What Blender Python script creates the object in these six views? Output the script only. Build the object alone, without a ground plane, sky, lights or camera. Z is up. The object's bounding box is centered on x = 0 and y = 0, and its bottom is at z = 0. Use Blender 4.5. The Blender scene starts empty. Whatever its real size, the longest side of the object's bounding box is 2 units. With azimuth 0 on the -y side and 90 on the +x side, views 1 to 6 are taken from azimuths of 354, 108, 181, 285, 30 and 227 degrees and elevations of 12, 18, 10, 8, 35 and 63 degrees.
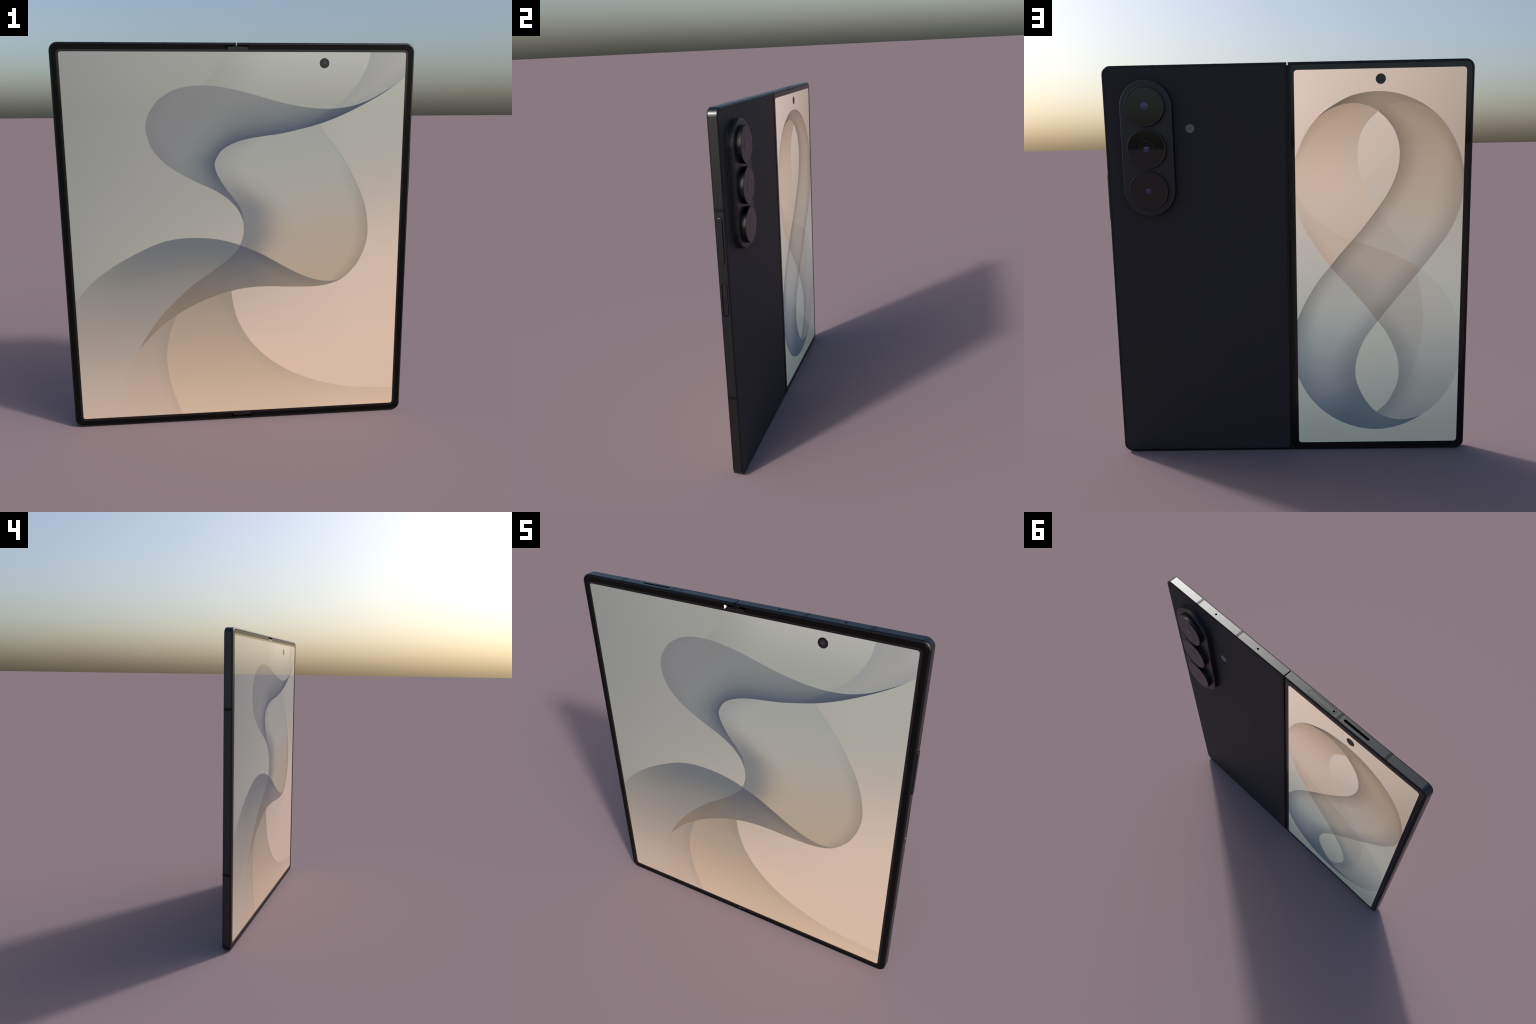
# An unfolded folding phone standing upright: two metal half-frames joined by a
# hinge, a large inner display in front, a cover display and a triple camera behind.
import bpy, bmesh, math
from mathutils import Vector

# ------------------------------------------------------------------ sizes (m)
XL, XR = -0.907, 0.901            # outer edges of the two halves
GAP0, GAP1 = -0.006, 0.000        # slit between the halves
XC = -0.003                       # hinge axis
H = 2.0
YF, YB = -0.0595, -0.0032         # front rim / back rim of the frames
YM = -0.0297                      # middle of the flat edge
R = 0.042                         # outer corner radius
FLOOR = -0.0550                   # frame floor under the inner display

# ------------------------------------------------------------------ materials
def lin(c, off=0.0):
    out = []
    for v in c:
        v = v / 255.0
        l = v / 12.92 if v <= 0.04045 else ((v + 0.055) / 1.055) ** 2.4
        out.append(max(l - off, 0.0))
    return tuple(out) + (1.0,)

def material(name, base, metallic=0.0, rough=0.5, spec=0.5, grain=0.0, grain_scale=400.0, coat=0.0):
    m = bpy.data.materials.new(name)
    m.use_nodes = True
    nt = m.node_tree
    b = nt.nodes["Principled BSDF"]
    b.inputs["Base Color"].default_value = (*base, 1)
    b.inputs["Metallic"].default_value = metallic
    b.inputs["Roughness"].default_value = rough
    b.inputs["Specular IOR Level"].default_value = spec
    b.inputs["Coat Weight"].default_value = coat
    b.inputs["Coat Roughness"].default_value = 0.05
    tc = nt.nodes.new("ShaderNodeTexCoord")
    no = nt.nodes.new("ShaderNodeTexNoise")
    no.inputs["Scale"].default_value = grain_scale
    no.inputs["Detail"].default_value = 2.0
    nt.links.new(tc.outputs["Object"], no.inputs["Vector"])
    mr = nt.nodes.new("ShaderNodeMapRange")
    mr.inputs["To Min"].default_value = max(rough - grain, 0.0)
    mr.inputs["To Max"].default_value = rough + grain
    nt.links.new(no.outputs["Fac"], mr.inputs["Value"])
    nt.links.new(mr.outputs["Result"], b.inputs["Roughness"])
    return m

METAL = material("brushed_dark_metal", (0.062, 0.066, 0.070), 1.0, 0.345, grain=0.04)
BAND = material("antenna_plastic", (0.028, 0.029, 0.030), 1.0, 0.42, grain=0.03)
LIP = material("black_bezel_plastic", (0.0018, 0.0018, 0.0018), 0.0, 0.33, 0.15, grain=0.03)
GLASS = material("black_display_glass", (0.004, 0.004, 0.0042), 0.0, 0.035, 0.55, grain=0.005)
BACK = material("matte_black_back_glass", (0.034, 0.0335, 0.0365), 0.0, 0.52, 0.16, grain=0.02)
BUMP = material("satin_black_camera_plate", (0.008, 0.008, 0.009), 0.0, 0.36, 0.6, grain=0.02)
RING = material("dark_lens_ring_metal", (0.055, 0.056, 0.058), 1.0, 0.30, grain=0.03)
LENS = material("black_lens_glass", (0.0035, 0.0035, 0.004), 0.0, 0.03, 0.6, grain=0.003)
LENSRING = material("lens_baffle", (0.018, 0.017, 0.017), 0.0, 0.15, 0.5, grain=0.02)
COATING = material("violet_lens_coating", (0.016, 0.020, 0.10), 0.0, 0.06, 1.0, grain=0.01)
RIM = material("dark_rim_metal", (0.036, 0.037, 0.039), 1.0, 0.40, grain=0.03)
GLINT = material("sun_glint_wedge_black", (0.01, 0.01, 0.01), 0.0, 0.17, 0.5)
SPINE = material("hinge_spine_metal", (0.010, 0.010, 0.011), 0.0, 0.45, grain=0.03)
DARK = material("deep_opening_black", (0.0006, 0.0006, 0.0006), 0.0, 0.9, 0.05)
PORT = material("port_metal", (0.05, 0.05, 0.05), 1.0, 0.4)

def flash_material():
    m = material("flash_diffuser", (0.2, 0.2, 0.22), 0.0, 0.25, 0.5)
    nt = m.node_tree
    b = nt.nodes["Principled BSDF"]
    tc = nt.nodes.new("ShaderNodeTexCoord")
    sub = nt.nodes.new("ShaderNodeVectorMath"); sub.operation = 'SUBTRACT'
    sub.inputs[1].default_value = (0.4797, 0.0, 1.6943)
    nt.links.new(tc.outputs["Object"], sub.inputs[0])
    mul = nt.nodes.new("ShaderNodeVectorMath"); mul.operation = 'MULTIPLY'
    mul.inputs[1].default_value = (1, 0, 1)
    nt.links.new(sub.outputs[0], mul.inputs[0])
    ln = nt.nodes.new("ShaderNodeVectorMath"); ln.operation = 'LENGTH'
    nt.links.new(mul.outputs[0], ln.inputs[0])
    no = nt.nodes.new("ShaderNodeTexNoise"); no.inputs["Scale"].default_value = 130
    nt.links.new(tc.outputs["Object"], no.inputs["Vector"])
    ad = nt.nodes.new("ShaderNodeMath"); ad.operation = 'MULTIPLY_ADD'
    nt.links.new(no.outputs["Fac"], ad.inputs[0]); ad.inputs[1].default_value = 0.012
    nt.links.new(ln.outputs["Value"], ad.inputs[2])
    rp = nt.nodes.new("ShaderNodeValToRGB")
    mp = nt.nodes.new("ShaderNodeMapRange"); mp.inputs["From Max"].default_value = 0.026
    nt.links.new(ad.outputs[0], mp.inputs["Value"])
    nt.links.new(mp.outputs["Result"], rp.inputs["Fac"])
    e = rp.color_ramp.elements
    e[0].position, e[0].color = 0.30, (0.20, 0.16, 0.10, 1)
    e[1].position, e[1].color = 0.62, (0.16, 0.165, 0.19, 1)
    k = e.new(0.45); k.color = (0.11, 0.11, 0.10, 1)
    nt.links.new(rp.outputs["Color"], b.inputs["Base Color"])
    return m
FLASH = flash_material()

# ------------------------------------------------ wallpaper shader toolkit
class Art:
    """Builds a lit-screen picture from smooth boundary curves and soft gradients."""
    def __init__(self, name, flip):
        self.m = bpy.data.materials.new(name)
        self.m.use_nodes = True
        self.nt = self.m.node_tree
        tc = self.nt.nodes.new("ShaderNodeTexCoord")
        sp = self.nt.nodes.new("ShaderNodeSeparateXYZ")
        self.nt.links.new(tc.outputs["Object"], sp.inputs[0])
        self.x = sp.outputs["X"]
        self.z = sp.outputs["Z"]
        if flip:
            self.x = self.op('MULTIPLY', self.x, -1.0)
        else:                                   # the picture is laid out a little wider than the glass plane
            self.x = self.op('MULTIPLY_ADD', self.x, 1.00138, 0.000356)
            self.z = self.op('MULTIPLY_ADD', self.z, 1.00138, -0.00227)
        self.tx = self.op('MULTIPLY_ADD', self.x, 0.5, 0.5)     # -1..1 -> 0..1
        self.tz = self.op('MULTIPLY', self.z, 0.5)              #  0..2 -> 0..1
    def op(self, kind, *args, clamp=False):
        n = self.nt.nodes.new("ShaderNodeMath"); n.operation = kind; n.use_clamp = clamp
        for i, a in enumerate(args):
            if isinstance(a, (int, float)):
                n.inputs[i].default_value = a
            else:
                self.nt.links.new(a, n.inputs[i])
        return n.outputs[0]
    def _curve(self, pts, src, flat=()):
        pts = sorted(pts)
        out = list(pts)
        for end in (0, 1):                                      # straight run-out at both ends
            (t0, v0), (t1, v1) = (pts[0], pts[1]) if end == 0 else (pts[-1], pts[-2])
            s = 0.0 if end in flat else (v1 - v0) / (t1 - t0)
            v = v0 + s * (end - t0)
            if 0 <= v <= 1:
                add = [(float(end), v)]
            else:
                lim = 0.0 if v < 0 else 1.0
                add = [(t0 + (lim - v0) / s, lim), (float(end), lim)]
            out += [a for a in add if abs(a[0] - t0) > 1e-4]
        out = sorted(out)
        n = self.nt.nodes.new("ShaderNodeFloatCurve")
        c = n.mapping.curves[0]
        while len(c.points) < len(out):
            c.points.new(0.5, 0.5)
        for p, (t, v) in zip(c.points, out):
            p.location = (t, v); p.handle_type = 'AUTO'
        n.mapping.update()
        self.nt.links.new(src, n.inputs["Value"])
        return n.outputs["Value"]
    @staticmethod
    def smooth(pts, sub=4):
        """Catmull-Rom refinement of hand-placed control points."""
        out = []
        for i in range(len(pts) - 1):
            p0, p1, p2, p3 = pts[max(i - 1, 0)], pts[i], pts[i + 1], pts[min(i + 2, len(pts) - 1)]
            d = lambda a, b: max(math.hypot(a[0] - b[0], a[1] - b[1]), 1e-6)
            d01, d12, d23 = d(p0, p1), d(p1, p2), d(p2, p3)
            m1 = [((p2[k] - p1[k]) / d12 * d01 + (p1[k] - p0[k]) / d01 * d12) / (d01 + d12) * d12 if i > 0 else p2[k] - p1[k] for k in (0, 1)]
            m2 = [((p3[k] - p2[k]) / d23 * d12 + (p2[k] - p1[k]) / d12 * d23) / (d12 + d23) * d12 if i < len(pts) - 2 else p2[k] - p1[k] for k in (0, 1)]
            for j in range(sub):
                t = j / sub
                h = (2*t**3 - 3*t**2 + 1, t**3 - 2*t**2 + t, -2*t**3 + 3*t**2, t**3 - t**2)
                out.append(tuple(h[0]*p1[k] + h[1]*m1[k] + h[2]*p2[k] + h[3]*m2[k] for k in (0, 1)))
        return out + [tuple(pts[-1])]
    def right_of(self, pts, flat=()):      # signed distance, + on the right of x = f(z)
        f = self._curve([(z / 2, (x + 1) / 2) for x, z in self.smooth(pts)], self.tz, flat)
        return self.op('MULTIPLY', self.op('SUBTRACT', self.tx, f), 2.0)
    def above(self, pts, flat=()):         # signed distance, + above z = g(x)
        g = self._curve([((x + 1) / 2, z / 2) for x, z in self.smooth(pts)], self.tx, flat)
        return self.op('MULTIPLY', self.op('SUBTRACT', self.tz, g), 2.0)
    def neg(self, a): return self.op('MULTIPLY', a, -1.0)
    def both(self, *a):
        r = a[0]
        for b in a[1:]: r = self.op('MINIMUM', r, b)
        return r
    def either(self, *a):
        r = a[0]
        for b in a[1:]: r = self.op('MAXIMUM', r, b)
        return r
    def mask(self, d, w=0.0012):
        return self.op('MULTIPLY_ADD', d, 0.5 / w, 0.5, clamp=True)
    def soft(self, v, a, b, smooth=True):      # 0 at a -> 1 at b
        n = self.nt.nodes.new("ShaderNodeMapRange")
        n.interpolation_type = 'SMOOTHSTEP' if smooth else 'LINEAR'
        n.inputs["From Min"].default_value = a
        n.inputs["From Max"].default_value = b
        self.nt.links.new(v, n.inputs["Value"])
        return n.outputs["Result"]
    def ramp(self, v, stops):
        stops = sorted(stops)
        a, b = stops[0][0], stops[-1][0]
        n = self.nt.nodes.new("ShaderNodeMapRange")
        n.inputs["From Min"].default_value = a
        n.inputs["From Max"].default_value = b
        self.nt.links.new(v, n.inputs["Value"])
        r = self.nt.nodes.new("ShaderNodeValToRGB")
        r.color_ramp.interpolation = 'B_SPLINE' if len(stops) > 3 else 'LINEAR'
        e = r.color_ramp.elements
        e[0].position = 0; e[0].color = lin(stops[0][1], OFF)
        e[1].position = 1; e[1].color = lin(stops[-1][1], OFF)
        for s, c in stops[1:-1]:
            k = e.new((s - a) / (b - a)); k.color = lin(c, OFF)
        self.nt.links.new(n.outputs["Result"], r.inputs["Fac"])
        return r.outputs["Color"]
    def mix(self, f, a, b):
        n = self.nt.nodes.new("ShaderNodeMix"); n.data_type = 'RGBA'
        n.clamp_factor = True
        ins = [n.inputs[0], n.inputs[6], n.inputs[7]]
        for s, v in zip(ins, (f, a, b)):
            if isinstance(v, (int, float)): s.default_value = v
            elif isinstance(v, tuple): s.default_value = lin(v, OFF)
            else: self.nt.links.new(v, s)
        return n.outputs[2]
    def tint(self, f, col, k):     # multiply col by factor k where mask f
        n = self.nt.nodes.new("ShaderNodeMix"); n.data_type = 'RGBA'; n.blend_type = 'MULTIPLY'
        n.clamp_factor = True
        if isinstance(f, (int, float)): n.inputs[0].default_value = f
        else: self.nt.links.new(f, n.inputs[0])
        self.nt.links.new(col, n.inputs[6])
        n.inputs[7].default_value = (*k, 1) if isinstance(k, tuple) else (k, k, k, 1)
        return n.outputs[2]
    def from_point(self, x, z):
        dx = self.op('SUBTRACT', self.x, x); dz = self.op('SUBTRACT', self.z, z)
        return self.op('SQRT', self.op('ADD', self.op('MULTIPLY', dx, dx), self.op('MULTIPLY', dz, dz)))
    def finish(self, col):
        b = self.nt.nodes["Principled BSDF"]
        b.inputs["Base Color"].default_value = (0.003, 0.003, 0.003, 1)
        b.inputs["Roughness"].default_value = 0.035
        b.inputs["Specular IOR Level"].default_value = 0.0
        b.inputs["Coat Weight"].default_value = 1.0          # cover glass over the glowing picture
        b.inputs["Coat Roughness"].default_value = 0.035
        b.inputs["Coat IOR"].default_value = 1.5
        b.inputs["Emission Strength"].default_value = 1.04
        self.nt.links.new(col, b.inputs["Emission Color"])
        return self.m
OFF = 0.008

def inner_wallpaper():
    a = Art("inner_screen_wallpaper", False)
    # --- boundary curves of the folded ribbon
    A1 = a.above([(0.854, 1.832), (0.807, 1.798), (0.743, 1.7605), (0.666, 1.721), (0.577, 1.693), (0.475, 1.681),
                  (0.380, 1.685), (0.286, 1.699), (0.192, 1.720), (0.076, 1.753), (-0.039, 1.781), (-0.178, 1.797),
                  (-0.263, 1.790), (-0.337, 1.767), (-0.401, 1.725), (-0.442, 1.671)])
    A2 = a.right_of([(-0.337, 1.767), (-0.401, 1.725), (-0.442, 1.671), (-0.464, 1.598), (-0.454, 1.531), (-0.423, 1.465), (-0.373, 1.413), (-0.300, 1.363)])
    A3 = a.above([(-0.423, 1.465), (-0.373, 1.413), (-0.300, 1.363), (-0.208, 1.314), (-0.121, 1.272), (-0.062, 1.232), (-0.022, 1.195)])
    A4 = a.right_of([(-0.062, 1.232), (-0.018, 1.188), (0.011, 1.137), (0.022, 1.095), (0.021, 1.041), (0.001, 0.983),
                     (-0.049, 0.923), (-0.143, 0.851), (-0.229, 0.792), (-0.322, 0.713), (-0.416, 0.618), (-0.487, 0.525),
                     (-0.539, 0.443), (-0.585, 0.367), (-0.619, 0.297), (-0.647, 0.232), (-0.669, 0.146)])
    b1 = [(0.854, 1.837), (0.808, 1.798), (0.743, 1.755), (0.666, 1.712), (0.577, 1.668), (0.488, 1.630), (0.399, 1.600),
                  (0.310, 1.578), (0.221, 1.559), (0.133, 1.547), (0.045, 1.533), (-0.014, 1.517), (-0.058, 1.497), (-0.093, 1.470), (-0.114, 1.438)]
    b2 = [(-0.014, 1.517), (-0.058, 1.497), (-0.093, 1.470), (-0.114, 1.438), (-0.123, 1.412), (-0.116, 1.371), (-0.090, 1.318),
                     (-0.056, 1.267), (-0.022, 1.225), (0.006, 1.182), (0.019, 1.135), (0.021, 1.095), (0.020, 1.041), (0.000, 0.983), (-0.050, 0.923)]
    B1, B2 = a.above(b1), a.right_of(b2, (1,))
    B1s, B2s = a.above(b1[:-1], (0,)), a.right_of(b2[2:], (1,))
    D = a.right_of([(0.417, 1.598), (0.460, 1.542), (0.522, 1.465), (0.572, 1.390), (0.617, 1.306), (0.650, 1.233), (0.671, 1.165),
                    (0.682, 1.103), (0.686, 1.040), (0.675, 0.967), (0.657, 0.917), (0.627, 0.861), (0.584, 0.812)])
    E = a.above([(0.584, 0.812), (0.547, 0.787), (0.509, 0.777), (0.471, 0.775), (0.421, 0.782), (0.364, 0.800), (0.289, 0.834),
                 (0.196, 0.887), (0.104, 0.940), (0.013, 0.980), (-0.061, 1.005), (-0.134, 1.021), (-0.229, 1.029), (-0.312, 1.027),
                 (-0.402, 1.010), (-0.491, 0.976), (-0.575, 0.935), (-0.660, 0.887), (-0.733, 0.837), (-0.795, 0.783), (-0.861, 0.705)])
    F = a.above([(0.627, 0.861), (0.584, 0.812), (0.541, 0.780), (0.490, 0.760), (0.415, 0.748), (0.352, 0.747), (0.258, 0.750),
                 (0.165, 0.755), (0.072, 0.754), (-0.002, 0.746), (-0.049, 0.736), (-0.140, 0.709), (-0.233, 0.672), (-0.338, 0.615),
                 (-0.419, 0.558), (-0.488, 0.493), (-0.539, 0.440)])
    G1 = a.right_of([(-0.025, 0.913), (-0.044, 0.832), (-0.050, 0.770), (-0.048, 0.731), (-0.040, 0.667), (-0.023, 0.596),
                     (0.007, 0.523), (0.051, 0.452), (0.101, 0.394)])
    G2 = a.above([(0.007, 0.523), (0.051, 0.452), (0.101, 0.394), (0.164, 0.337), (0.247, 0.279), (0.357, 0.226), (0.488, 0.181),
                  (0.620, 0.155), (0.754, 0.143), (0.854, 0.139)])
    Hc = a.right_of([(-0.212, 0.775), (-0.274, 0.708), (-0.325, 0.637), (-0.351, 0.590), (-0.378, 0.520), (-0.394, 0.450),
                     (-0.401, 0.378), (-0.397, 0.305), (-0.382, 0.217), (-0.360, 0.142), (-0.331, 0.053)])
    I = a.right_of([(-0.080, 1.960), (-0.091, 1.922), (-0.108, 1.884), (-0.138, 1.841), (-0.178, 1.797)])
    J = a.right_of([(0.673, 1.952), (0.655, 1.885), (0.615, 1.812), (0.569, 1.756), (0.522, 1.713), (0.475, 1.680), (0.428, 1.648),
                    (0.369, 1.620), (0.334, 1.606)])
    # --- backdrop: three vertical colour columns blended across the screen
    left = a.ramp(a.z, [(0.75, (149, 148, 143)), (1.15, (145, 145, 142)), (1.5, (139, 140, 138)), (1.95, (139, 140, 138))])
    mid = a.ramp(a.z, [(0.20, (216, 185, 165)), (0.40, (215, 184, 164)), (0.55, (204, 177, 161)), (0.75, (187, 170, 156)),
                       (1.00, (168, 163, 155)), (1.25, (158, 155, 150)), (1.75, (152, 152, 147)), (1.95, (157, 157, 152))])
    right = a.ramp(a.op('MULTIPLY_ADD', a.x, -0.22, a.op('ADD', a.z, 0.165)), [(0.10, (215, 184, 164)), (0.45, (216, 185, 166)), (0.85, (208, 184, 168)), (1.05, (196, 179, 165)),
                         (1.25, (182, 170, 158)), (1.45, (169, 165, 157)), (1.75, (166, 167, 160)), (1.95, (168, 168, 162))])
    bg = a.mix(a.soft(a.x, -0.85, 0.0, False), left, mid)
    bg = a.mix(a.soft(a.x, 0.0, 0.60, False), bg, right)
    # region above the upper ribbon
    up = a.ramp(a.z, [(1.66, (153, 154, 147)), (1.75, (156, 157, 151)), (1.85, (163, 163, 158)), (1.96, (175, 174, 170))])
    over = a.both(A1, I, a.op('SUBTRACT', a.z, 1.62))
    bg = a.mix(a.op('MULTIPLY', a.mask(over), a.soft(a.x, -0.35, 0.35)), bg, up)
    bg = a.tint(a.op('MULTIPLY', a.mask(over), a.soft(I, 0.30, 0.0)), bg, 0.91)
    jcol = a.ramp(a.both(J, a.op('MULTIPLY', A1, 2.0)), [(0.0, (146, 150, 149)), (0.05, (150, 149, 147)), (0.18, (160, 158, 157)), (0.35, (166, 164, 162))])
    bg = a.mix(a.op('MULTIPLY', a.mask(a.both(A1, J, a.op('SUBTRACT', a.z, 1.62))), 0.9), bg, jcol)
    # middle lobe
    lobe = a.ramp(a.op('MULTIPLY_ADD', a.x, -0.18, a.z), [(0.66, (176, 154, 132)), (0.82, (174, 157, 138)), (0.98, (170, 156, 141)), (1.12, (167, 160, 150)),
                        (1.28, (162, 160, 153)), (1.42, (158, 159, 153)), (1.56, (155, 155, 153))])
    strong = a.soft(a.z, 1.40, 1.16)
    edge = a.soft(B2, 0.30, -0.03)
    lobe = a.mix(a.op('MULTIPLY', a.op('POWER', edge, 1.45), strong), lobe, (92, 95, 105))
    lobe = a.mix(a.op('MULTIPLY', a.soft(B2, 0.16, 0.0), 0.55), lobe, (136, 136, 134))
    lobe = a.tint(a.op('MULTIPLY', a.soft(D, -0.085, 0.0), a.soft(a.z, 1.5, 1.1)), lobe, (0.80, 0.80, 0.80))
    lobe = a.tint(a.soft(D, -0.02, 0.0), lobe, 0.94)
    in_lobe = a.both(a.either(B2, a.both(A4, a.op('SUBTRACT', 1.10, a.z))), a.neg(B1), a.neg(D), E)
    col = a.mix(a.mask(in_lobe), bg, lobe)
    # upper ribbon
    hook = a.either(a.neg(B2), B1)
    zero = a.op('MAXIMUM', a.neg(B2s), 0.0); zer1 = a.op('MAXIMUM', B1s, 0.0)
    near = a.op('SQRT', a.op('ADD', a.op('MULTIPLY', zero, zero), a.op('MULTIPLY', zer1, zer1)))
    rib = a.ramp(near, [(0.0, (74, 83, 97)), (0.025, (90, 96, 106)), (0.07, (109, 115, 119)), (0.13, (121, 125, 126)),
                        (0.20, (127, 129, 129)), (0.32, (125, 125, 127))])
    rib = a.mix(a.op('MULTIPLY', a.soft(a.z, 1.40, 1.20), 0.75), rib, (101, 102, 108))
    rib = a.tint(a.both(a.soft(A2, 0.10, 0.0), a.soft(near, 0.1, 0.3)), rib, 0.93)
    rib = a.tint(a.op('MULTIPLY', a.mask(J), a.soft(a.x, 0.30, 0.45)), rib, (0.80, 0.84, 0.90))
    in_rib = a.both(a.neg(A1), a.either(A2, a.op('SUBTRACT', 1.38, a.z)), a.either(A3, a.op('SUBTRACT', 1.215, a.z)), hook, a.either(a.op('ADD', A4, 0.0006), a.op('SUBTRACT', a.z, 1.225)))
    col = a.mix(a.mask(in_rib), col, rib)
    # left sheet below the lower ribbon's crest
    sheet = a.ramp(a.z, [(0.05, (196, 171, 154)), (0.25, (181, 162, 148)), (0.45, (160, 148, 138)), (0.62, (145, 137, 130)),
                         (0.78, (132, 128, 123)), (0.92, (121, 120, 118)), (1.03, (108, 112, 115))])
    crest = a.op('MULTIPLY', a.soft(E, -0.24, 0.0), a.soft(a.x, -0.85, -0.30))
    sheet = a.mix(a.op('MULTIPLY', crest, 0.8), sheet, (102, 106, 112))
    sheet = a.tint(a.op('MULTIPLY', a.soft(a.x, -0.45, -0.86), a.soft(a.z, 0.45, 0.75)), sheet, (1.06, 1.07, 1.06))
    below_e = a.neg(E)
    col = a.mix(a.mask(a.either(a.both(below_e, a.neg(A4)), a.both(a.neg(a.op('ADD', F, 0.004)), a.neg(a.both(G1, G2))))), col, sheet)
    # lower ribbon, where two layers overlap
    knot = a.from_point(0.0, 0.985)
    low = a.ramp(knot, [(0.0, (84, 87, 101)), (0.10, (101, 100, 105)), (0.22, (121, 114, 108)), (0.36, (138, 126, 114)),
                        (0.50, (152, 136, 121)), (0.65, (160, 141, 124))])
    low = a.tint(a.soft(a.x, -0.02, -0.30), low, (0.80, 0.80, 0.81))
    low = a.tint(a.op('MULTIPLY', a.soft(E, -0.09, 0.0), a.soft(a.x, 0.0, 0.12)), low, (0.76, 0.78, 0.82))
    low = a.tint(a.soft(Hc, 0.06, -0.01), low, 0.95)
    low = a.tint(a.mask(a.op('MULTIPLY', G1, -1.0), 0.006), low, 0.955)
    in_low = a.both(below_e, F, A4, a.neg(D))
    col = a.mix(a.mask(in_low), col, low)
    # tan sheet under the lower ribbon
    tan = a.ramp(a.z, [(0.05, (207, 177, 153)), (0.20, (197, 169, 146)), (0.32, (188, 162, 140)), (0.45, (176, 153, 134)),
                       (0.60, (163, 146, 129)), (0.74, (149, 135, 121))])
    tan = a.mix(a.op('MULTIPLY', a.soft(a.x, 0.15, 0.80), 0.8), tan, (214, 182, 159))
    tan = a.tint(a.soft(G2, -0.10, 0.0), tan, 0.945)
    tail = a.ramp(a.z, [(0.05, (197, 170, 150)), (0.22, (184, 160, 144)), (0.42, (164, 147, 133)), (0.62, (148, 136, 124))])
    tail = a.tint(a.soft(Hc, -0.07, 0.0), tail, (0.93, 0.92, 0.91))
    tan = a.mix(a.mask(Hc), tail, tan)
    peach = a.both(G1, G2)
    in_tan = a.both(a.neg(F), A4, a.neg(peach))
    fade = a.op('MULTIPLY', a.mask(in_tan), a.either(a.soft(A4, 0.0, 0.09), a.soft(a.z, 0.13, 0.34)))
    col = a.mix(fade, col, tan)
    return a.finish(col)

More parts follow.
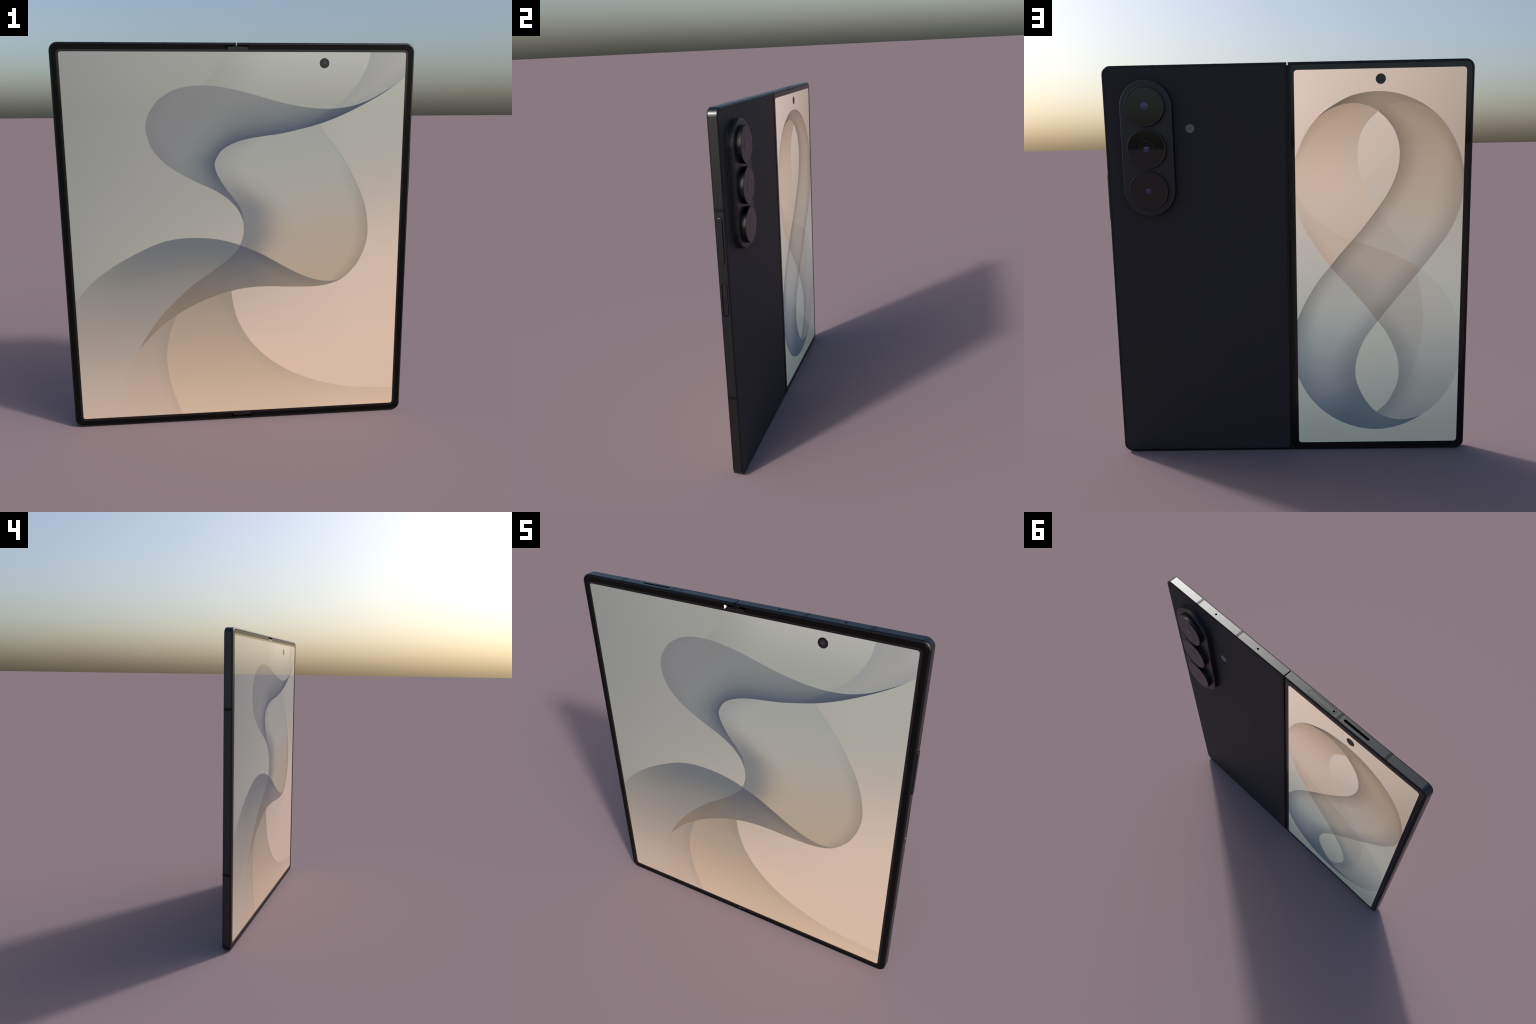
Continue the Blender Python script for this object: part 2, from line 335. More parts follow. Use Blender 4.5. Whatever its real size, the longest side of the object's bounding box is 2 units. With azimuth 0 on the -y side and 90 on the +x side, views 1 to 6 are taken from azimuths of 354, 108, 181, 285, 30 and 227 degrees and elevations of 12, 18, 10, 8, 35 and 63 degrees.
def cover_wallpaper():
    a = Art("cover_screen_wallpaper", True)          # x runs left to right as seen from behind
    OT = a.above([(0.039, 1.550), (0.074, 1.633), (0.119, 1.704), (0.153, 1.741), (0.187, 1.769), (0.238, 1.801), (0.305, 1.834),
                  (0.377, 1.851), (0.455, 1.855), (0.532, 1.845), (0.610, 1.819), (0.666, 1.790), (0.712, 1.757), (0.763, 1.707),
                  (0.815, 1.629), (0.845, 1.562), (0.865, 1.489)])
    P = a.right_of([(0.872, 1.380), (0.866, 1.337), (0.853, 1.274), (0.821, 1.194), (0.800, 1.154), (0.755, 1.090), (0.699, 1.015), (0.614, 0.909),
                    (0.528, 0.802), (0.449, 0.703), (0.411, 0.652), (0.376, 0.597), (0.349, 0.529), (0.334, 0.450), (0.340, 0.380),
                    (0.358, 0.329), (0.389, 0.271), (0.425, 0.226)])
    TB = a.above([(0.358, 0.329), (0.389, 0.271), (0.425, 0.226), (0.462, 0.197), (0.517, 0.173), (0.583, 0.165), (0.644, 0.175),
                  (0.704, 0.202), (0.751, 0.243)])
    OB = a.above([(0.037, 0.403), (0.063, 0.346), (0.105, 0.281), (0.171, 0.213), (0.231, 0.171), (0.304, 0.137), (0.377, 0.117),
                  (0.438, 0.111), (0.511, 0.117), (0.572, 0.133), (0.626, 0.156), (0.674, 0.184), (0.727, 0.222), (0.775, 0.270),
                  (0.821, 0.336), (0.849, 0.392), (0.863, 0.436)])
    Q = a.right_of([(0.030, 1.330), (0.040, 1.283), (0.063, 1.219), (0.096, 1.154), (0.142, 1.083), (0.205, 0.993), (0.263, 0.927), (0.328, 0.854),
                    (0.399, 0.768), (0.449, 0.703), (0.488, 0.650), (0.524, 0.582), (0.549, 0.513), (0.559, 0.445), (0.551, 0.365),
                    (0.527, 0.308), (0.498, 0.257), (0.447, 0.210)])
    IR = a.right_of([(0.444, 1.761), (0.484, 1.724), (0.518, 1.679), (0.541, 1.624), (0.551, 1.562), (0.545, 1.490), (0.526, 1.428),
                     (0.493, 1.360), (0.442, 1.284), (0.385, 1.207), (0.319, 1.128), (0.252, 1.052), (0.205, 0.993), (0.152, 0.928),
                     (0.105, 0.857), (0.069, 0.791), (0.038, 0.722)])
    IT = a.above([(0.100, 1.700), (0.153, 1.738), (0.187, 1.763), (0.238, 1.786), (0.282, 1.798), (0.327, 1.801), (0.377, 1.793), (0.427, 1.772),
                  (0.484, 1.724), (0.518, 1.679)])
    TL = a.right_of([(0.444, 1.761), (0.400, 1.720), (0.366, 1.671), (0.348, 1.611), (0.343, 1.549), (0.350, 1.482), (0.373, 1.408),
                     (0.407, 1.339), (0.442, 1.287), (0.483, 1.223), (0.523, 1.164)])
    ST = a.above([(0.420, 1.742), (0.455, 1.768), (0.494, 1.789), (0.538, 1.799), (0.583, 1.800), (0.633, 1.792), (0.683, 1.770), (0.717, 1.750), (0.760, 1.712)])
    T = a.above([(0.058, 1.334), (0.103, 1.270), (0.166, 1.211), (0.235, 1.163), (0.316, 1.130), (0.409, 1.096), (0.525, 1.050),
                 (0.612, 1.007), (0.665, 0.971), (0.712, 0.935), (0.772, 0.871), (0.821, 0.792), (0.852, 0.731), (0.865, 0.682)])
    U = a.right_of([(0.648, 0.927), (0.667, 0.854), (0.679, 0.764), (0.680, 0.672), (0.667, 0.568), (0.645, 0.480), (0.610, 0.383),
                    (0.563, 0.301), (0.504, 0.251)])
    # --- backdrop
    bl = a.ramp(a.z, [(0.04, (108, 119, 120)), (0.30, (131, 138, 137)), (0.55, (150, 153, 149)), (0.80, (163, 163, 157)), (1.00, (174, 171, 164)),
                      (1.25, (190, 178, 169)), (1.55, (212, 190, 176)), (1.95, (219, 197, 184))])
    br = a.ramp(a.z, [(0.04, (108, 116, 118)), (0.30, (124, 132, 133)), (0.55, (142, 147, 145)), (0.80, (157, 159, 154)), (1.00, (166, 164, 157)),
                      (1.25, (162, 156, 149)), (1.55, (168, 152, 138)), (1.95, (182, 165, 152))])
    bg = a.mix(a.soft(a.x, 0.06, 0.86, False), bl, br)
    # dark crescent at the top of the loop
    cres = a.ramp(a.x, [(0.15, (92, 82, 77)), (0.26, (112, 99, 91)), (0.36, (135, 119, 105)), (0.45, (145, 127, 112)), (0.60, (143, 124, 109)), (0.72, (142, 123, 107))])
    cres = a.tint(a.soft(OT, -0.04, 0.0), cres, 0.90)
    upper = a.soft(a.z, 1.39, 1.40)
    col = a.mix(a.op('MULTIPLY', a.mask(a.neg(OT)), upper), bg, cres)
    # upper left lobe of the loop
    ml = a.ramp(a.z, [(1.02, (190, 170, 154)), (1.15, (191, 171, 156)), (1.30, (198, 177, 162)), (1.45, (203, 177, 160)),
                      (1.60, (193, 168, 150)), (1.72, (181, 155, 136)), (1.80, (176, 148, 129))])
    ml = a.tint(a.soft(a.x, 0.15, 0.42), ml, (0.93, 0.97, 0.99))
    ml = a.tint(a.op('MULTIPLY', a.soft(Q, 0.07, 0.0), a.soft(a.z, 1.3, 1.15)), ml, (0.90, 0.89, 0.88))
    ml = a.tint(a.mask(a.neg(T), 0.003), ml, (0.945, 0.945, 0.94))
    ml = a.tint(a.op('MULTIPLY', a.soft(OT, -0.10, 0.0), a.soft(a.z, 1.45, 1.6)), ml, (0.88, 0.87, 0.86))
    in_ml = a.both(a.neg(IT), a.neg(OT), a.neg(IR), Q)
    col = a.mix(a.mask(in_ml), col, ml)
    drop = a.ramp(a.op('MULTIPLY_ADD', a.x, -0.9, a.z), [(0.80, (186, 172, 160)), (1.05, (192, 176, 164)), (1.30, (203, 184, 172))])
    col = a.mix(a.mask(a.both(TL, a.neg(IR), a.neg(IT), a.op('SUBTRACT', a.z, 1.286))), col, drop)
    # lower right lobe
    wl = a.ramp(a.z, [(0.17, (98, 106, 113)), (0.28, (112, 118, 121)), (0.42, (124, 128, 129)), (0.58, (138, 140, 140)), (0.76, (152, 152, 149)), (0.96, (163, 159, 152))])
    warm = a.op('MULTIPLY', a.soft(a.z, 0.35, 0.90), a.mask(a.neg(U), 0.002))
    wl = a.tint(warm, wl, (0.98, 0.94, 0.91))
    wl = a.tint(a.mask(a.neg(U), 0.002), wl, 0.94)
    wl = a.tint(a.op('MULTIPLY', a.soft(Q, 0.14, -0.01), a.soft(a.z, 0.9, 0.6)), wl, (0.72, 0.74, 0.77))
    in_w = a.both(Q, P, a.neg(T), TB, a.op('ADD', OB, 0.0))
    col = a.mix(a.mask(in_w), col, wl)
    # front ribbon, sweeping from the upper right to the lower left
    sr = a.ramp(a.z, [(0.11, (66, 77, 88)), (0.20, (73, 83, 96)), (0.32, (92, 102, 113)), (0.45, (113, 120, 127)), (0.60, (133, 139, 141)),
                      (0.74, (150, 153, 151)), (0.90, (158, 155, 151)), (1.05, (163, 157, 149)), (1.20, (170, 160, 148)), (1.40, (170, 153, 137)), (1.60, (163, 145, 128)), (1.80, (158, 137, 119))])
    dia = a.both(Q, a.neg(T), a.op('SUBTRACT', a.z, 0.60))
    sr = a.tint(a.mask(dia, 0.0015), sr, (0.92, 0.86, 0.81))
    sr = a.tint(a.op('MULTIPLY', a.mask(a.neg(TL), 0.01), a.soft(a.z, 1.0, 1.2)), sr, (0.95, 0.93, 0.92))
    sr = a.tint(a.op('MULTIPLY', a.soft(Q, 0.20, 0.0), a.mask(dia, 0.002)), sr, 0.84)
    sr = a.tint(a.soft(IR, 0.12, -0.02), sr, (0.68, 0.67, 0.67))
    sr = a.tint(a.soft(IR, 0.025, 0.0), sr, 0.92)
    sr = a.tint(a.op('MULTIPLY', a.soft(P, -0.15, 0.02), a.soft(a.z, 0.15, 0.36)), sr, (0.68, 0.68, 0.70))
    sr = a.tint(a.op('MULTIPLY', a.soft(a.x, 0.16, 0.03), a.soft(a.z, 0.95, 0.65)), sr, (0.76, 0.79, 0.84))
    sr = a.tint(a.op('MULTIPLY', a.soft(OT, -0.12, 0.0), upper), sr, (0.84, 0.83, 0.82))
    sr = a.tint(a.soft(a.from_point(0.30, 0.215), 0.16, 0.02), sr, (0.80, 0.90, 0.92))
    sr = a.tint(a.op('MULTIPLY', a.soft(OB, 0.06, 0.0), a.soft(a.x, 0.5, 0.75)), sr, (0.75, 0.74, 0.72))
    body = a.both(IR, a.neg(P), OB, a.neg(ST), a.neg(OT))
    sweep = a.both(OB, a.neg(TB), a.op('SUBTRACT', a.x, 0.35), a.op('SUBTRACT', 0.33, a.z))
    col = a.mix(a.mask(a.either(body, sweep)), col, sr)
    return a.finish(col)

INNER = inner_wallpaper()
COVER = cover_wallpaper()

# ------------------------------------------------------------------ mesh tools
ROOT = bpy.data.objects.new("folding_phone", None)
bpy.context.collection.objects.link(ROOT)
ROOT["label"] = "open black folding phone with two lit wallpaper screens"
ROOT["category"] = "smartphone"

def add(name, bm, mat, parent=ROOT, smooth=35):
    me = bpy.data.meshes.new(name)
    bmesh.ops.remove_doubles(bm, verts=bm.verts, dist=1e-6)
    bmesh.ops.recalc_face_normals(bm, faces=bm.faces)
    bm.to_mesh(me); bm.free()
    me.materials.append(mat)
    o = bpy.data.objects.new(name, me)
    bpy.context.collection.objects.link(o)
    if parent: o.parent = parent
    me.shade_smooth()
    me.set_sharp_from_angle(angle=math.radians(smooth))
    return o

def arc(cx, cz, r, a0, a1, n):
    return [(cx + r * math.cos(math.radians(a0 + (a1 - a0) * i / n)),
             cz + r * math.sin(math.radians(a0 + (a1 - a0) * i / n))) for i in range(n + 1)]

def rrect(x0, x1, z0, z1, r, n=10):
    """Rounded rectangle; r = one radius or (bottom-left, bottom-right, top-right, top-left)."""
    bl, br, tr, tl = r if isinstance(r, tuple) else (r, r, r, r)
    return (arc(x0 + bl, z0 + bl, bl, 180, 270, n) + arc(x1 - br, z0 + br, br, 270, 360, n)
            + arc(x1 - tr, z1 - tr, tr, 0, 90, n) + arc(x0 + tl, z1 - tl, tl, 90, 180, n))

def loft(rings, cap=True, bm=None):
    bm = bm or bmesh.new()
    vs = [[bm.verts.new(p) for p in ring] for ring in rings]
    n = len(rings[0])
    for a, b in zip(vs, vs[1:]):
        for i in range(n):
            j = (i + 1) % n
            bm.faces.new((a[i], a[j], b[j], b[i]))
    if cap:
        bm.faces.new(vs[0]); bm.faces.new(vs[-1])
    return bm

def slab(outline_fn, profile):
    """profile: list of (inset, y); outline_fn(inset) -> [(x, z)]."""
    d0, d1 = profile[0], profile[-1]                 # support rings keep the flat caps flat in shading
    profile = [(d0[0] + 0.001, d0[1])] + list(profile) + [(d1[0] + 0.001, d1[1])]
    return loft([[(x, y, z) for x, z in outline_fn(d)] for d, y in profile])

def revolve(cx, cz, profile, n=64, cap=True):
    return loft([[(cx + r * math.cos(2 * math.pi * i / n), y, cz + r * math.sin(2 * math.pi * i / n))
                  for i in range(n)] for r, y in profile], cap)

def box(x0, x1, y0, y1, z0, z1, bm=None):
    return loft([[(x0, y, z0), (x1, y, z0), (x1, y, z1), (x0, y, z1)] for y in (y0, y1)], True, bm)

def pill_top(cx, half, hw, z_list, y=YM, n=10):
    """Stadium in the x-y plane lofted along z; z_list: (inset, z)."""
    rings = []
    for d, z in z_list:
        r = hw - d
        c = half - hw
        ring = arc(cx + c, y, r, -90, 90, n) + arc(cx - c, y, r, 90, 270, n)
        rings.append([(px, py, z) for px, py in ring])
    return loft(rings)

def pill_side(cz, half, hw, x_list, y=YM, n=10):
    """Stadium in the z-y plane lofted along x; x_list: (inset, x)."""
    rings = []
    for d, x in x_list:
        r = hw - d
        c = half - hw
        ring = arc(cz + c, y, r, -90, 90, n) + arc(cz - c, y, r, 90, 270, n)
        rings.append([(x, py, pz) for pz, py in ring])
    return loft(rings)

def cut(target, cutters):
    for c in cutters:
        me = bpy.data.meshes.new("cutter")
        bmesh.ops.remove_doubles(c, verts=c.verts, dist=1e-6)
        bmesh.ops.recalc_face_normals(c, faces=c.faces)
        c.to_mesh(me); c.free()
        ob = bpy.data.objects.new("cutter", me)
        bpy.context.collection.objects.link(ob)
        mod = target.modifiers.new("cut", 'BOOLEAN')
        mod.operation = 'DIFFERENCE'; mod.solver = 'EXACT'; mod.object = ob
        dg = bpy.context.evaluated_depsgraph_get()
        new = bpy.data.meshes.new_from_object(target.evaluated_get(dg))
        target.modifiers.clear()
        old = target.data; target.data = new; bpy.data.meshes.remove(old)
        bpy.data.objects.remove(ob); bpy.data.meshes.remove(me)
    target.data.shade_smooth()
    target.data.set_sharp_from_angle(angle=math.radians(35))

# ------------------------------------------------------------------ half frames
def half_outline(side, d, dh, rh=0.0015, n=12):
    """Outline of one half inset by d on the outer sides and dh on the hinge side.
    Returns (points, is_hinge flags)."""
    r = max(R - d, 0.002)
    xh, xo = (GAP1 + dh, XR - d) if side > 0 else (GAP0 - dh, XL + d)
    s = 1 if side > 0 else -1
    z0, z1 = d, H - d
    def mir(pts): return [(xh + s * px, pz) for px, pz in pts]
    w = abs(xo - xh)
    hb = mir(arc(rh, z0 + rh, rh, 180, 270, 4))
    ob = mir(arc(w - r, z0 + r, r, 270, 360, n))
    ot = mir(arc(w - r, z1 - r, r, 0, 90, n))
    ht = mir(arc(rh, z1 - rh, rh, 90, 180, 4))
    pts = hb + [hb[-1]] + ob + ot + [ht[0]] + ht
    flags = [True] * 5 + [False] + [False] * (2 * (n + 1)) + [False] + [True] * 5
    return pts, flags

EDGE = [(0.0005, -0.0530), (0.0018, -0.0553), (0.0038, -0.0573), (0.0062, -0.0588), (0.0090, YF), (0.0104, -0.0591), (0.0112, FLOOR)]
EDGE_BACK = [(0.0006, -0.0068), (0.0022, -0.0052), (0.0045, -0.0040), (0.0070, -0.0034), (0.0102, YB), (0.0112, -0.0038), (0.0114, -0.0057)]

def frame_half(side):
    rings = []
    def ring(d, y, front):
        dh = 0.0 if front else d
        pts, fl = half_outline(side, d, dh, 0.0015 if front else 0.0015 + d * 0.9)
        rings.append([(x, max(y, FLOOR) if (f and front) else y, z) for (x, z), f in zip(pts, fl)])
    for d, y in reversed(EDGE): ring(d, y, True)
    ring(0.0, -0.0505, True)
    ring(0.0, -0.0085, False)
    for d, y in EDGE_BACK: ring(d, y, False)
    o = add("frame", loft(rings), METAL)
    o.data.materials.append(RIM)                       # rolled rims are darker than the flat edge
    for p in o.data.polygons:
        if not (-0.0512 < p.center.y < -0.0078):
            p.material_index = 1
    return o

frame_cam = frame_half(+1)
frame_cov = frame_half(-1)

def notch():
    return [box(-0.0605, 0.0545, -0.064, -0.024, 1.950, 1.9882), box(-0.0605, 0.0545, -0.064, -0.024, 0.0118, 0.050)]

MIC = [0.525, 0.209]
cut(frame_cam, notch()
    + [revolve_z for revolve_z in [pill_top(x, 0.0062, 0.00619, [(0, 1.985), (0, 2.01)]) for x in MIC]]
    + [pill_side(1.364, 0.1200, 0.0135, [(0, 0.890), (0, 0.92)]),
       pill_side(1.0553, 0.0905, 0.0155, [(0.003, 0.894), (0.0012, 0.8985), (0, 0.9015), (0, 0.92)]),
       pill_top(0.45, 0.058, 0.017, [(0, -0.01), (0, 0.012)])])
cut(frame_cov, notch()
    + [pill_top(-0.4586, 0.0790, 0.0068, [(0, 1.98), (0.0, 1.9992), (-0.001, 2.01)]),
       pill_top(-0.237, 0.0905, 0.0150, [(0, 1.994), (0, 2.01)]),
       pill_top(-0.45, 0.075, 0.008, [(0, -0.01), (0, 0.012)])])

# openings, tray and buttons
for x in MIC:
    add("microphone_hole", pill_top(x, 0.0061, 0.00609, [(0, 1.9852), (0, 1.9968)]), DARK, frame_cam)  # near-black plug, as in the other openings: inner shade painted by colour
add("speaker_opening", pill_top(-0.4586, 0.0789, 0.0067, [(0, 1.9802), (0, 1.9965)]), DARK, frame_cov)
tray = add("sim_tray", pill_top(-0.237, 0.0895, 0.0140, [(0, 1.9942), (0, 1.9992), (0.0008, 1.99995)]), METAL, ROOT)
cut(tray, [pill_top(-0.314, 0.0058, 0.00579, [(0, 1.99), (0, 2.01)])])
add("eject_hole", pill_top(-0.314, 0.0057, 0.00569, [(0, 1.9945), (0, 1.9975)]), DARK, tray)
add("charging_port", pill_top(0.45, 0.0575, 0.0165, [(0, 0.004), (0, 0.011)]), DARK, frame_cam)
add("charging_tongue", pill_top(0.45, 0.040, 0.004, [(0, 0.001), (0, 0.006)]), PORT, frame_cam)
add("speaker_opening", pill_top(-0.45, 0.0745, 0.0075, [(0, 0.003), (0, 0.011)]), DARK, frame_cov)
add("volume_button", pill_side(1.364, 0.1190, 0.0125, [(0, 0.892), (0, 0.9040), (0.0007, 0.9058), (0.0022, 0.9067), (0.005, 0.9070)]), METAL, frame_cam)
add("power_button", pill_side(1.0553, 0.0870, 0.0122, [(0, 0.893), (0, 0.8988), (0.0006, 0.8996), (0.0020, 0.9000)]), METAL, frame_cam)

# antenna bands: thin strips wrapped over the frame edge, a hair proud of it
PROUD = 0.0003
def band_profile():
    pts = [(0.0094, YF)] + [(d, y) for d, y in reversed(EDGE[:4])] + [(0, -0.0505), (0, -0.0085)] + EDGE_BACK[:4] + [(0.0100, YB)]
    mid = (0.006, YM)
    out = []
    for d, y in pts:
        n = Vector((mid[0] - d, 0))
        # push outward: edge normal mostly along -d, faces along +-y
        out.append((d - PROUD * (1 if d < 0.006 else 0.2), y + (PROUD if y > YM else -PROUD) * (1 if d > 0.0004 else 0)))
    inner = [(d + 0.0015, y + (0.0012 if y < YM else -0.0012)) for d, y in reversed(pts)]
    return out + inner

def band(where, a0, a1, parent):
    prof = band_profile()
    rings = []
    for t in (a0, a1):
        if where == 'top': rings.append([(t, y, H - d) for d, y in prof])
        elif where == 'bottom': rings.append([(t, y, max(d, 0.0)) for d, y in prof])
        elif where == 'right': rings.append([(XR - d, y, t) for d, y in prof])
        else: rings.append([(XL + d, y, t) for d, y in prof])
    add("antenna_band", loft(rings), BAND, parent, 50)

for c0, par in ((0.6485, frame_cam), (0.3450, frame_cam), (-0.3530, frame_cov), (-0.6555, frame_cov)):
    band('top', c0 - 0.0082, c0 + 0.0082, par)
    band('bottom', c0 - 0.0082, c0 + 0.0082, par)
for c0 in (1.5180, 0.4965):
    band('right', c0 - 0.009, c0 + 0.009, frame_cam)
    band('left', c0 - 0.009, c0 + 0.009, frame_cov)

# ------------------------------------------------------------------ hinge
spine = add("hinge_spine", slab(lambda d: rrect(-0.022, 0.016, 0.0135 + d, 1.9862 - d, 0.002, 3),
                                [(0, -0.046), (0, -0.0125), (0.0006, -0.0118)]), SPINE)

def engraved_word():
    cu = bpy.data.curves.new("engraved_word", 'FONT')
    cu.body = "SAMSUNG"
    cu.align_x, cu.align_y = 'CENTER', 'CENTER'
    cu.size = 0.02; cu.space_character = 1.35; cu.extrude = 0.0002
    ob = bpy.data.objects.new("engraved_word", cu)
    bpy.context.collection.objects.link(ob)
    bpy.context.view_layer.update()
    dg = bpy.context.evaluated_depsgraph_get()
    me = bpy.data.meshes.new_from_object(ob.evaluated_get(dg))
    bpy.data.objects.remove(ob)
    xs = [v.co.x for v in me.vertices]; ys = [v.co.y for v in me.vertices]
    w, h = max(xs) - min(xs), max(ys) - min(ys)
    cx, cy = (max(xs) + min(xs)) / 2, (max(ys) + min(ys)) / 2
    for v in me.vertices:      # run the word down the slit, letters turned a quarter
        u = (v.co.x - cx) / w * 0.257; t = (v.co.y - cy) / h * 0.0075
        v.co = Vector((XC - t, -0.0117 + v.co.z, 0.996 - u))
    me.materials.append(DARK)
    o = bpy.data.objects.new("engraved_word", me)
    bpy.context.collection.objects.link(o); o.parent = spine
engraved_word()

# ------------------------------------------------------------------ inner display
def lip_half(side):
    """Black bezel lip round three sides of one half, ending at the hinge notches."""
    s = side
    xe = 0.0548 if s > 0 else -0.0608
    def path(d, r, n=12):
        xo = XR - d if s > 0 else XL + d
        a_b = [(xo - s * r + s * r * math.cos(math.radians(t)), d + r + r * math.sin(math.radians(t))) for t in [270 + 90 * i / n for i in range(n + 1)]]
        a_t = [(xo - s * r + s * r * math.cos(math.radians(t)), H - d - r + r * math.sin(math.radians(t))) for t in [90 * i / n for i in range(n + 1)]]
        return [(xe, d)] + a_b + a_t + [(xe, H - d)]
    prof = [(0.0114, 0.0306, FLOOR - 0.0005), (0.0114, 0.0306, -0.0580), (0.0122, 0.0298, -0.0588),
            (0.0320, 0.0215, -0.0588), (0.0330, 0.0210, -0.0587), (0.0330, 0.0210, FLOOR - 0.0005)]
    paths = [[(x, y, z) for x, z in path(d, r)] for d, r, y in prof]
    bm = bmesh.new()
    vs = [[bm.verts.new(p) for p in pa] for pa in paths]
    k = len(vs)
    for i in range(k):
        a, b = vs[i], vs[(i + 1) % k]
        for j in range(len(a) - 1):
            bm.faces.new((a[j], a[j + 1], b[j + 1], b[j]))
    bm.faces.new([v[0] for v in vs]); bm.faces.new([v[-1] for v in vs])
    return add("bezel_lip", bm, LIP, smooth=30)
lip_half(1); lip_half(-1)

# black glass border with hinge tabs that reach into the notches (tab: two lobes and a v between)
def glass_outline(d):
    x0, x1, z0, z1, r = XL + 0.0328 + d, XR - 0.0328 - d, 0.0328 + d, H - 0.0328 - d, 0.0212
    def tab(zs, top):
        p = [(0.0550, 0), (0.0535, 0.0085), (0.0500, 0.0112), (0.0075, 0.0112), (0.0030, 0.0070), (0.0012, 0.0025),
             (-0.0012, 0.0025), (-0.0030, 0.0070), (-0.0075, 0.0112), (-0.0440, 0.0112), (-0.0445, 0.0)]
        pts = [(XC + x, (zs - d * 0 + dz) if top else (zs - dz)) for x, dz in p]
        return pts if top else list(reversed(pts))
    return (arc(x0 + r, z0 + r, r, 180, 270, 10) + tab(z0, False) + arc(x1 - r, z0 + r, r, 270, 360, 10)
            + arc(x1 - r, z1 - r, r, 0, 90, 10) + tab(z1, True) + arc(x0 + r, z1 - r, r, 90, 180, 10))
display = add("inner_display", slab(glass_outline, [(0, FLOOR - 0.0004), (0, -0.0583), (0.0004, -0.0585)]), GLASS)
add("inner_screen", slab(lambda d: rrect(-0.8622 + d, 0.8560 - d, 0.0458 + d, 1.9558 - d, 0.012), [(0, -0.0582), (0, -0.0588)]), INNER, display)

# sun glint beside the tabs, modelled as small wedges tilted toward the sun
def glint_wedge(z0, z1):
    bm = bmesh.new()
    xa, xb = -0.0600, -0.0475
    f = lambda x, z: -0.0570 + 0.974 * (x - xa) + 0.775 * (z - z0)
    c = [(xa, z0), (xb, z0), (xb, z1), (xa, z1)]
    fr = [bm.verts.new((x, f(x, z), z)) for x, z in c]
    bk = [bm.verts.new((x, -0.030, z)) for x, z in c]
    bm.faces.new(fr); bm.faces.new(bk)
    for i in range(4):
        bm.faces.new((fr[i], fr[(i + 1) % 4], bk[(i + 1) % 4], bk[i]))
    return add("sun_glint_wedge", bm, GLINT, display)
glint_wedge(1.9672, 1.9752); glint_wedge(1.9760, 1.9835)
glint_wedge(0.0180, 0.0250); glint_wedge(0.0258, 0.0328)

def pinhole_camera(x, z, y0, sgn, parent):
    cam = add("front_camera", revolve(x, z, [(0.0247, y0), (0.0247, y0 + sgn * 0.0006)]), LENS, parent)
    add("front_camera_ring", revolve(x, z, [(0.0135, y0), (0.0135, y0 + sgn * 0.0008), (0.0128, y0 + sgn * 0.0009), (0.0118, y0 + sgn * 0.0007)]), LENSRING, cam)
    add("front_camera_pupil", revolve(x, z, [(0.0066, y0), (0.0066, y0 + sgn * 0.0008), (0.0045, y0 + sgn * 0.0013), (0.002, y0 + sgn * 0.0015)], 32), COATING, cam)
pinhole_camera(0.4367, 1.9027, -0.0585, -1, ROOT)

# ------------------------------------------------------------------ back of the phone
def inset_panel(side, inset):
    def fn(d):
        pts, _ = half_outline(side, inset + d, inset + d, 0.0125)
        return pts
    return fn
PANEL = [(0, -0.0060), (0, -0.0038), (0.0004, -0.0032), (0.0010, -0.0030)]
back = add("back_panel", slab(inset_panel(1, 0.0120), PANEL), BACK)
cover = add("cover_display", slab(inset_panel(-1, 0.0120), PANEL), GLASS)
add("cover_screen", slab(lambda d: rrect(-0.8686 + d, -0.0347 - d, 0.0402 + d, 1.9616 - d, 0.0155), [(0, -0.0034), (0, -0.0027)]), COVER, cover)
pinhole_camera(-0.4547, 1.9130, -0.0029, 1, ROOT)

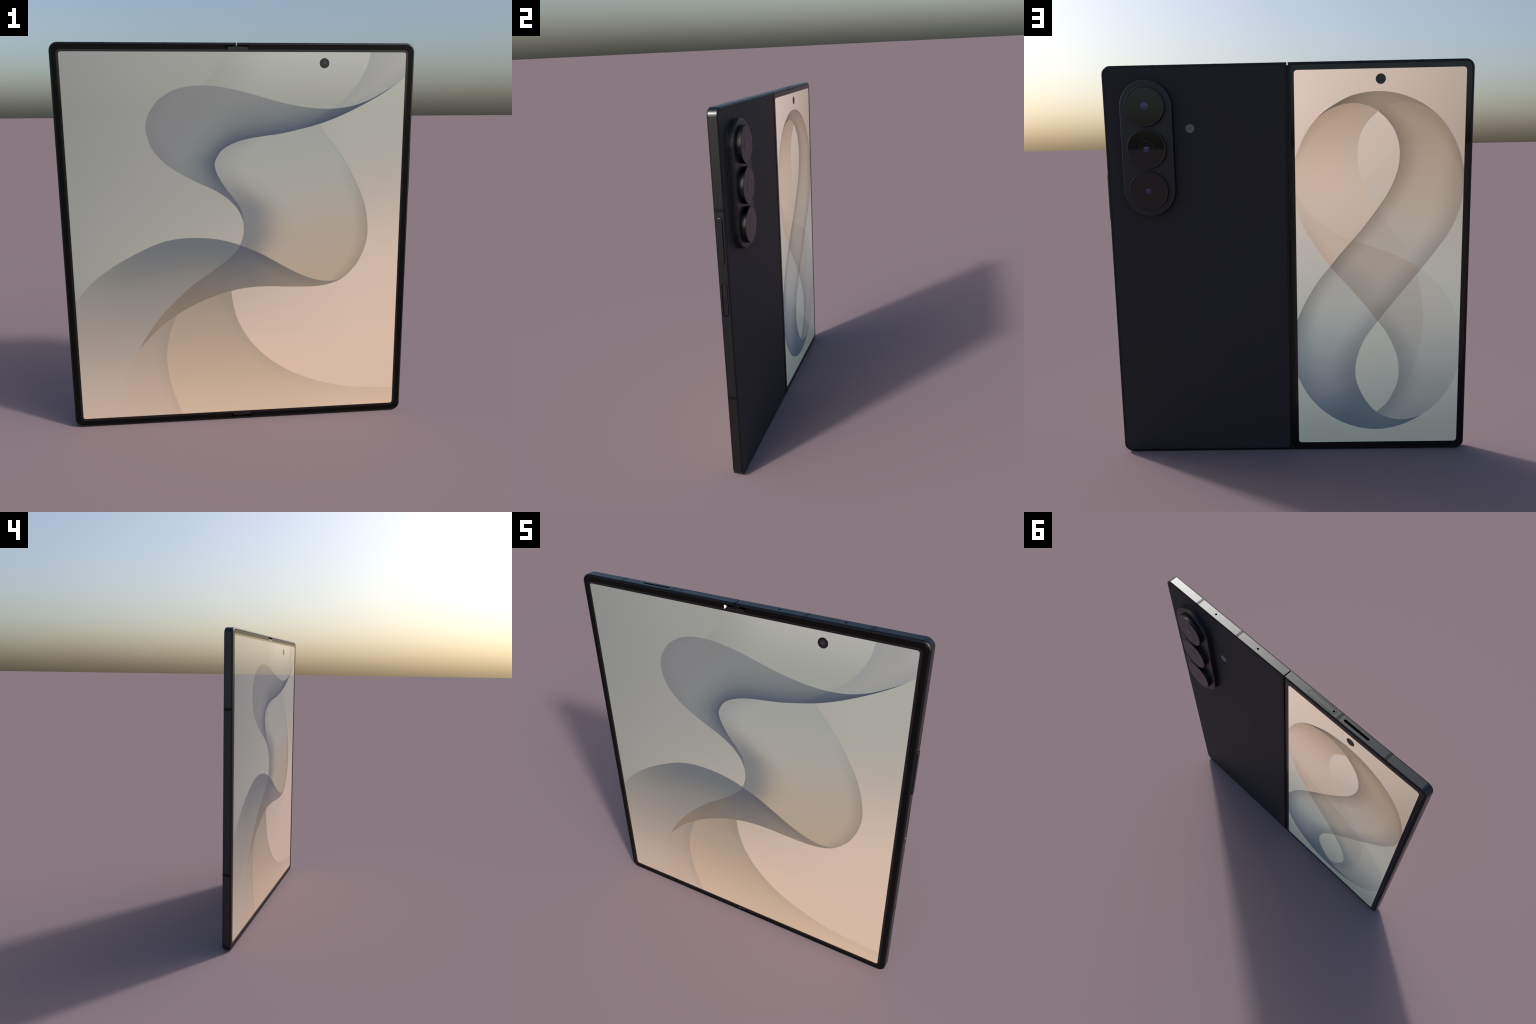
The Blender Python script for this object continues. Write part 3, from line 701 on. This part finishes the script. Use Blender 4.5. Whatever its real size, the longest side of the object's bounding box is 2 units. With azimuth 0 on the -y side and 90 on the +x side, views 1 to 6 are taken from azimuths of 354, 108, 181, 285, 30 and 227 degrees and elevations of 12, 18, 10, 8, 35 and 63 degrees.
# camera island
BX, BZ, BW, BH = 0.6866, 1.5988, 0.1275, 0.3300
bump = add("camera_island", slab(lambda d: rrect(BX - BW + d, BX + BW - d, BZ - BH + d, BZ + BH - d, BW - d, 28),
           [(-0.0016, -0.0040), (-0.0012, -0.0022), (0.0000, 0.0010), (0.0, 0.0265), (0.0006, 0.0294), (0.0020, 0.0316), (0.0042, 0.0329), (0.0070, 0.0333)]), BUMP, smooth=40)
for zc, ri, rp in ((1.8022, 0.0420, 0.0190), (1.5980, 0.0390, 0.0140), (1.3940, 0.0350, 0.0125)):
    xc = 0.6865
    ring = add("camera_lens", revolve(xc, zc, [(0.0955, 0.0290), (0.0955, 0.0572), (0.0951, 0.0586), (0.0940, 0.0594), (0.0914, 0.0595), (0.0898, 0.0590),
                                               (0.0885, 0.0576), (0.0882, 0.0560)], 96), RING, ROOT, 40)
    glass = add("lens_glass", revolve(xc, zc, [(0.0882, 0.0550), (0.0882, 0.0573)], 96), LENS, ring)
    add("lens_baffle", revolve(xc, zc, [(ri, 0.0570), (ri, 0.0575), (ri - 0.0008, 0.0577), (ri - 0.0016, 0.0577), (ri - 0.0022, 0.0574)], 64, False), LENSRING, ring)
    add("lens_step", revolve(xc, zc, [(ri * 0.62, 0.0570), (ri * 0.62, 0.0576), (ri * 0.59, 0.0577), (ri * 0.57, 0.0574)], 64, False), LENSRING, ring)
    add("lens_pupil", revolve(xc, zc, [(rp, 0.0570), (rp, 0.0576), (rp * 0.85, 0.0580), (rp * 0.5, 0.0584), (rp * 0.2, 0.0586)], 48), COATING, ring)
add("flash", revolve(0.4797, 1.6943, [(0.0213, -0.004), (0.0213, -0.0026), (0.0209, -0.0024)], 48), FLASH, back)

# area-weighted normals keep the long flat faces flat next to their rolled edges
for o in [o for o in bpy.data.objects if o.type == 'MESH' and o.name.split(".")[0] != "engraved_word"]:
    w = o.modifiers.new("flat_faces", 'WEIGHTED_NORMAL')
    w.mode = 'FACE_AREA'; w.weight = 100; w.keep_sharp = True
